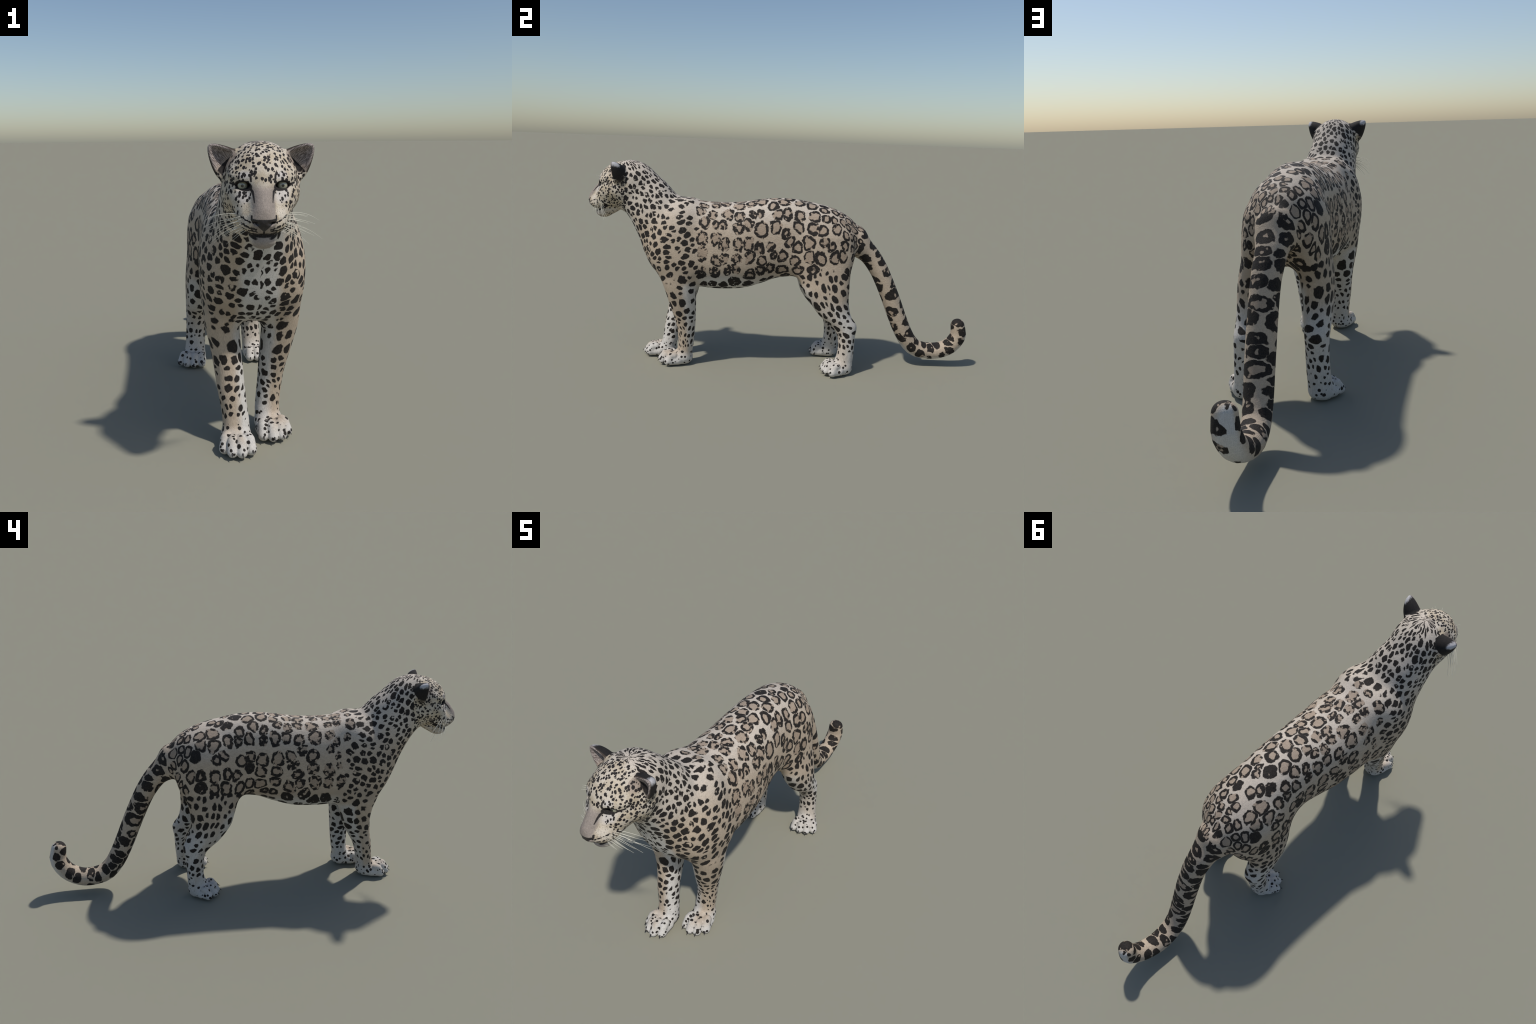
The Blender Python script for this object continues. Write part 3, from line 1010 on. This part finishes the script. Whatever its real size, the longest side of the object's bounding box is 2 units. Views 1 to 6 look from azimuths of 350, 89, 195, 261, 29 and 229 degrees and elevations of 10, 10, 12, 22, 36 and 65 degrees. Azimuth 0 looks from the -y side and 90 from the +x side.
def head_material():
    n = Net('spotted_face_coat')
    n, (x, y, z), (a, b, _), face, base, dark, hair, hair2, fuzz, P, PW, white = coat(n, head=True)
    ab = b.abs()
    patch = n.noise(P, 22.0, 3.0)
    # small face spots, sparser on the muzzle, none on the bridge of the nose
    sx, sy, sz = n.noise_color(P, 60.0, 2.0)
    fv = n.vec((b + sx * 0.010) * 1.15, (a + sy * 0.010) * 0.9, (z + sz * 0.010) * 0.85)
    d, c = n.voronoi(fv, 88.0, 'F1', '3D', 0.85)
    bridge = n.step(0.036, 0.027, ab + (patch - 0.5) * 0.006) * n.step(0.095, 0.115, a) * n.step(0.930, 0.905, z)
    muzzle = n.step(0.118, 0.138, a + (0.87 - z) * 0.15 + (0.05 - ab) * 0.4) * n.step(0.885, 0.865, z)
    earroot = n.step(0.014, 0.026, 0.1 * (a + 0.004) + 0.7 * (ab - 0.090) + 0.7 * (z - 0.977))
    chin = n.step(0.800, 0.785, z)
    r = 0.455 + (c[0] - 0.5) * 0.18 - (1.0 - face) * 0.9 - bridge * 0.9 - muzzle * 0.5 - chin * 0.14
    fs = n.step(0.05, -0.05, d - r - fuzz * 0.9)
    skin = n.mix(n.step(0.35, 0.65, patch), FACE, (0.560, 0.495, 0.410))
    skin = n.mix(bridge, skin, n.mix(n.noise(P, 160.0, 2.0) * 0.6 + patch * 0.4, (0.18, 0.152, 0.130), (0.37, 0.315, 0.272)))
    # white under and over the eyes, on the pads and chin
    pale = n.step(0.030, 0.012, ((ab - 0.052).sq() + ((z - 0.892) * 1.1).sq()).sqrt()) * n.step(0.05, 0.08, a)
    pale = pale.max(n.step(0.024, 0.010, ((ab - 0.050).sq() + ((z - 0.948) * 1.6).sq()).sqrt()) * n.step(0.05, 0.08, a))
    pale = pale.max(chin * 0.25)
    skin = n.mix(pale * 0.6, skin, (0.57, 0.535, 0.52))
    base = n.mix(face, base, skin)
    base = n.scale_color(base, 0.79 + hair * 0.22 + hair2 * 0.20)
    R = ear_frame(1)
    ed = [a - 0.004, ab - 0.093, z - 0.973]
    et, ew, ek = [ed[0] * float(R[0, i]) + ed[1] * float(R[1, i]) + ed[2] * float(R[2, i]) for i in range(3)]
    cup = n.step(1.10, 1.0, (((et - 0.004) / 0.070).sq() + (ew / 0.037).sq() + ((ek + 0.016) / 0.032).sq()).sqrt()) * n.step(-0.005, 0.005, et)
    base = n.mix(cup * 0.8, base, n.mix(hair2, (0.16, 0.12, 0.10), (0.42, 0.34, 0.28)))
    behind = n.step(1.05, 0.80, ((et / 0.050).sq() + ((ew - 0.004) / 0.050).sq() + ((ek - 0.014) / 0.034).sq()).sqrt() + fuzz * 1.5) * n.step(-0.004, 0.004, ek)
    # --- dark marks of the face
    p = [a, ab, z]
    ring = (((ab - 0.0535) / 0.0262).sq() + ((z - 0.9190 - (ab - 0.0535) * 0.14) / 0.0158).sq()).sqrt()
    eye = n.step(1.0, 0.86, ring + fuzz * 0.6) * n.step(0.05, 0.06, a)
    q = [ab, z]
    tear = dist_line(n, q, [(0.0370, 0.9140), (0.0290, 0.9030), (0.0262, 0.8880), (0.0250, 0.8760)]) - (z - 0.874) * 0.085
    tear = n.step(0.0020, 0.0, tear + fuzz * 0.004) * n.step(0.085, 0.095, a)
    outer = n.step(0.0042, 0.0020, dist_line(n, q, [(0.072, 0.921), (0.089, 0.9245)])) * n.step(0.03, 0.05, a)
    brow = n.step(0.0045, 0.0015, dist_line(n, q, [(0.0345, 0.9480), (0.0330, 0.9320)]) + fuzz * 0.03) * n.step(0.06, 0.08, a)
    rows = None
    for pts, w in (([(0.034, 0.8240), (0.048, 0.8290), (0.062, 0.8380)], 0.0030), ([(0.020, 0.8045), (0.040, 0.8095), (0.060, 0.8180)], 0.0036),
                   ([(0.020, 0.7985), (0.040, 0.8005), (0.058, 0.8060)], 0.0028), ([(0.022, 0.7925), (0.040, 0.7940), (0.056, 0.7990)], 0.0022)):
        m = n.step(w, w * 0.45, dist_line(n, q, pts) + (n.noise(P, 120.0, 1.0) - 0.5) * 0.011)
        rows = m if rows is None else rows.max(m)
    rows = rows * n.step(0.085, 0.100, a)
    wing = n.step(0.0035, 0.0015, dist_line(n, q, [(0.0330, 0.8420), (0.0335, 0.8330), (0.0290, 0.8240)])) * n.step(0.12, 0.14, a)
    lips = n.step(0.0062, 0.0036, dist_line(n, p, [(0.160, 0.0, 0.7880), (0.146, 0.022, 0.7860), (0.126, 0.046, 0.7870), (0.100, 0.056, 0.7990), (0.078, 0.062, 0.8140)]) + fuzz * 0.008)
    lips = lips.max(n.step(0.0068, 0.0030, dist_line(n, q, [(0.0, 0.7840), (0.026, 0.7850)]) + fuzz * 0.015) * n.step(0.10, 0.11, a))
    side = [a, z]
    gape = dist_line(n, side, [(0.1440, 0.7760), (0.1180, 0.7880), (0.0960, 0.8005), (0.0790, 0.8110)]) - (0.144 - a).max(0.0) * 0.085
    band = n.step(0.0048, 0.0022, gape + fuzz * 0.010) * n.step(0.012, 0.022, ab) * n.step(0.060, 0.072, a)
    rim = n.step(0.0035, 0.0018, dist_line(n, q, [(0.0, 0.805), (0.0, 0.790), (0.016, 0.788)])) * n.step(0.14, 0.15, a)
    leather = n.step(0.0, 0.002, 0.8345 - z + (ab - 0.02).max(0.0) * 0.18) * n.step(0.0, 0.002, (z - 0.8015) * 1.05 + 0.004 - ab) * n.step(0.150, 0.160, a) * n.step(0.0350, 0.0330, ab)
    speck = n.step(0.62, 0.70, n.noise(P, 260.0, 1.0)) * (muzzle.max(chin) * 0.6) * (1.0 - bridge) * n.step(0.06, 0.08, a)
    marks = speck.max(eye)
    marks = marks.max(tear).max(outer).max(brow).max(rows).max(wing).max(lips).max(band).max(rim).max(leather)
    dark = n.math('ADD', dark.max(fs).max(marks).max(behind), 0.0, clamp=True)
    col = n.mix(dark, base, n.mix(hair, (0.010, 0.008, 0.008), (0.030, 0.025, 0.024)))
    return n.finish(col, 0.75 - leather * 0.40, (hair * 0.6 + hair2 * 0.6) * (1.0 - leather), 0.0009, 0.5, Specular_IOR_Level=0.25 + leather * 0.2)


def ear_material(s):
    n = Net('ear_fur')
    x, y, z = n.coords()
    P = n.vec(x, y, z)
    a, b, _ = to_head_nodes(n, x, y, z)
    R = ear_frame(s)
    d = [a - 0.004 * s, b - s * 0.093, z - 0.972]
    t, w, k = [d[0] * float(R[0, i]) + d[1] * float(R[1, i]) + d[2] * float(R[2, i]) for i in range(3)]
    hair = n.noise(n.vec(x * 160.0, y * 160.0, z * 160.0), 1.0, 3.0, 0.6)
    strand = n.noise(n.vec(t * 60.0, w * 420.0, k * 200.0), 1.0, 2.0, 0.6)
    wn = w / (1.0 - 0.45 * n.math('MULTIPLY', t, 11.5, clamp=True))
    # shallow cup in front of the black back
    cup = (((t - 0.004) / 0.070).sq() + (wn / 0.037).sq() + ((k + 0.016) / 0.032).sq()).sqrt()
    inside = n.step(1.26, 1.16, cup + (hair - 0.5) * 0.06) 
    frontrim = n.step(-0.002, -0.006, k)
    grey = n.mix(n.step(0.35, 0.65, strand), (0.12, 0.098, 0.088), (0.40, 0.345, 0.315))
    grey = n.mix(n.step(0.030, 0.010, t) * 0.4, grey, (0.42, 0.33, 0.24))
    spot = n.step(0.021, 0.009, ((t - 0.072).sq() + (wn * 0.8).sq()).sqrt() + (strand - 0.5) * 0.014 + (hair - 0.5) * 0.012) * n.step(-0.004, 0.004, k)
    back = n.mix(spot, n.mix(hair, (0.010, 0.009, 0.009), (0.032, 0.028, 0.026)), n.mix(strand, (0.40, 0.38, 0.38), (0.62, 0.60, 0.60)))
    rimc = n.mix(strand, (0.030, 0.023, 0.019), (0.10, 0.075, 0.058))
    col = n.mix(frontrim, back, rimc)
    col = n.mix(inside, col, grey)
    return n.finish(col, 0.8, strand, 0.0012, 0.6, Specular_IOR_Level=0.2)


M_BODY, M_HEAD = body_material(), head_material()
for k, o in part.items():
    o.data.materials.append(M_HEAD if k in ('head', 'nose', 'lower_jaw') else M_BODY)
for key, s in (('l', 1), ('r', -1)):
    part['ear_' + key].data.materials.clear()
    part['ear_' + key].data.materials.append(ear_material(s))


def simple(name, col, rough, **kw):
    return Net(name).finish(col, rough, **kw)


M_CLAW = simple('claw_horn', (0.022, 0.018, 0.018), 0.55, Specular_IOR_Level=0.3)
M_WHISK = simple('whisker_hair', (0.72, 0.69, 0.58), 0.5)
n = Net('amber_eye')
x, y, z = n.coords()
r = (x.sq() + z.sq()).sqrt() / EYE_R
iris_n = n.noise(n.vec(n.math('ARCTAN2', x, z) * 6.0, r * 2.0, 0.0), 3.0, 3.0)
iris = n.mix(iris_n, (0.24, 0.23, 0.155), (0.46, 0.44, 0.34))
iris = n.mix(n.step(0.58, 0.70, r), iris, (0.10, 0.085, 0.06))
iris = n.mix(n.step(0.72, 0.80, r), iris, (0.06, 0.05, 0.045))
iris = n.mix(n.step(0.25, 0.20, r), iris, (0.004, 0.004, 0.004))
M_EYE = n.finish(iris, 0.12, Coat_Weight=1.0, Coat_Roughness=0.03)
for o in eyes:
    o.data.materials.append(M_EYE)
for o in claws:
    if not o.data.materials:
        o.data.materials.append(M_CLAW)
for o in whiskers:
    o.data.materials.append(M_WHISK)
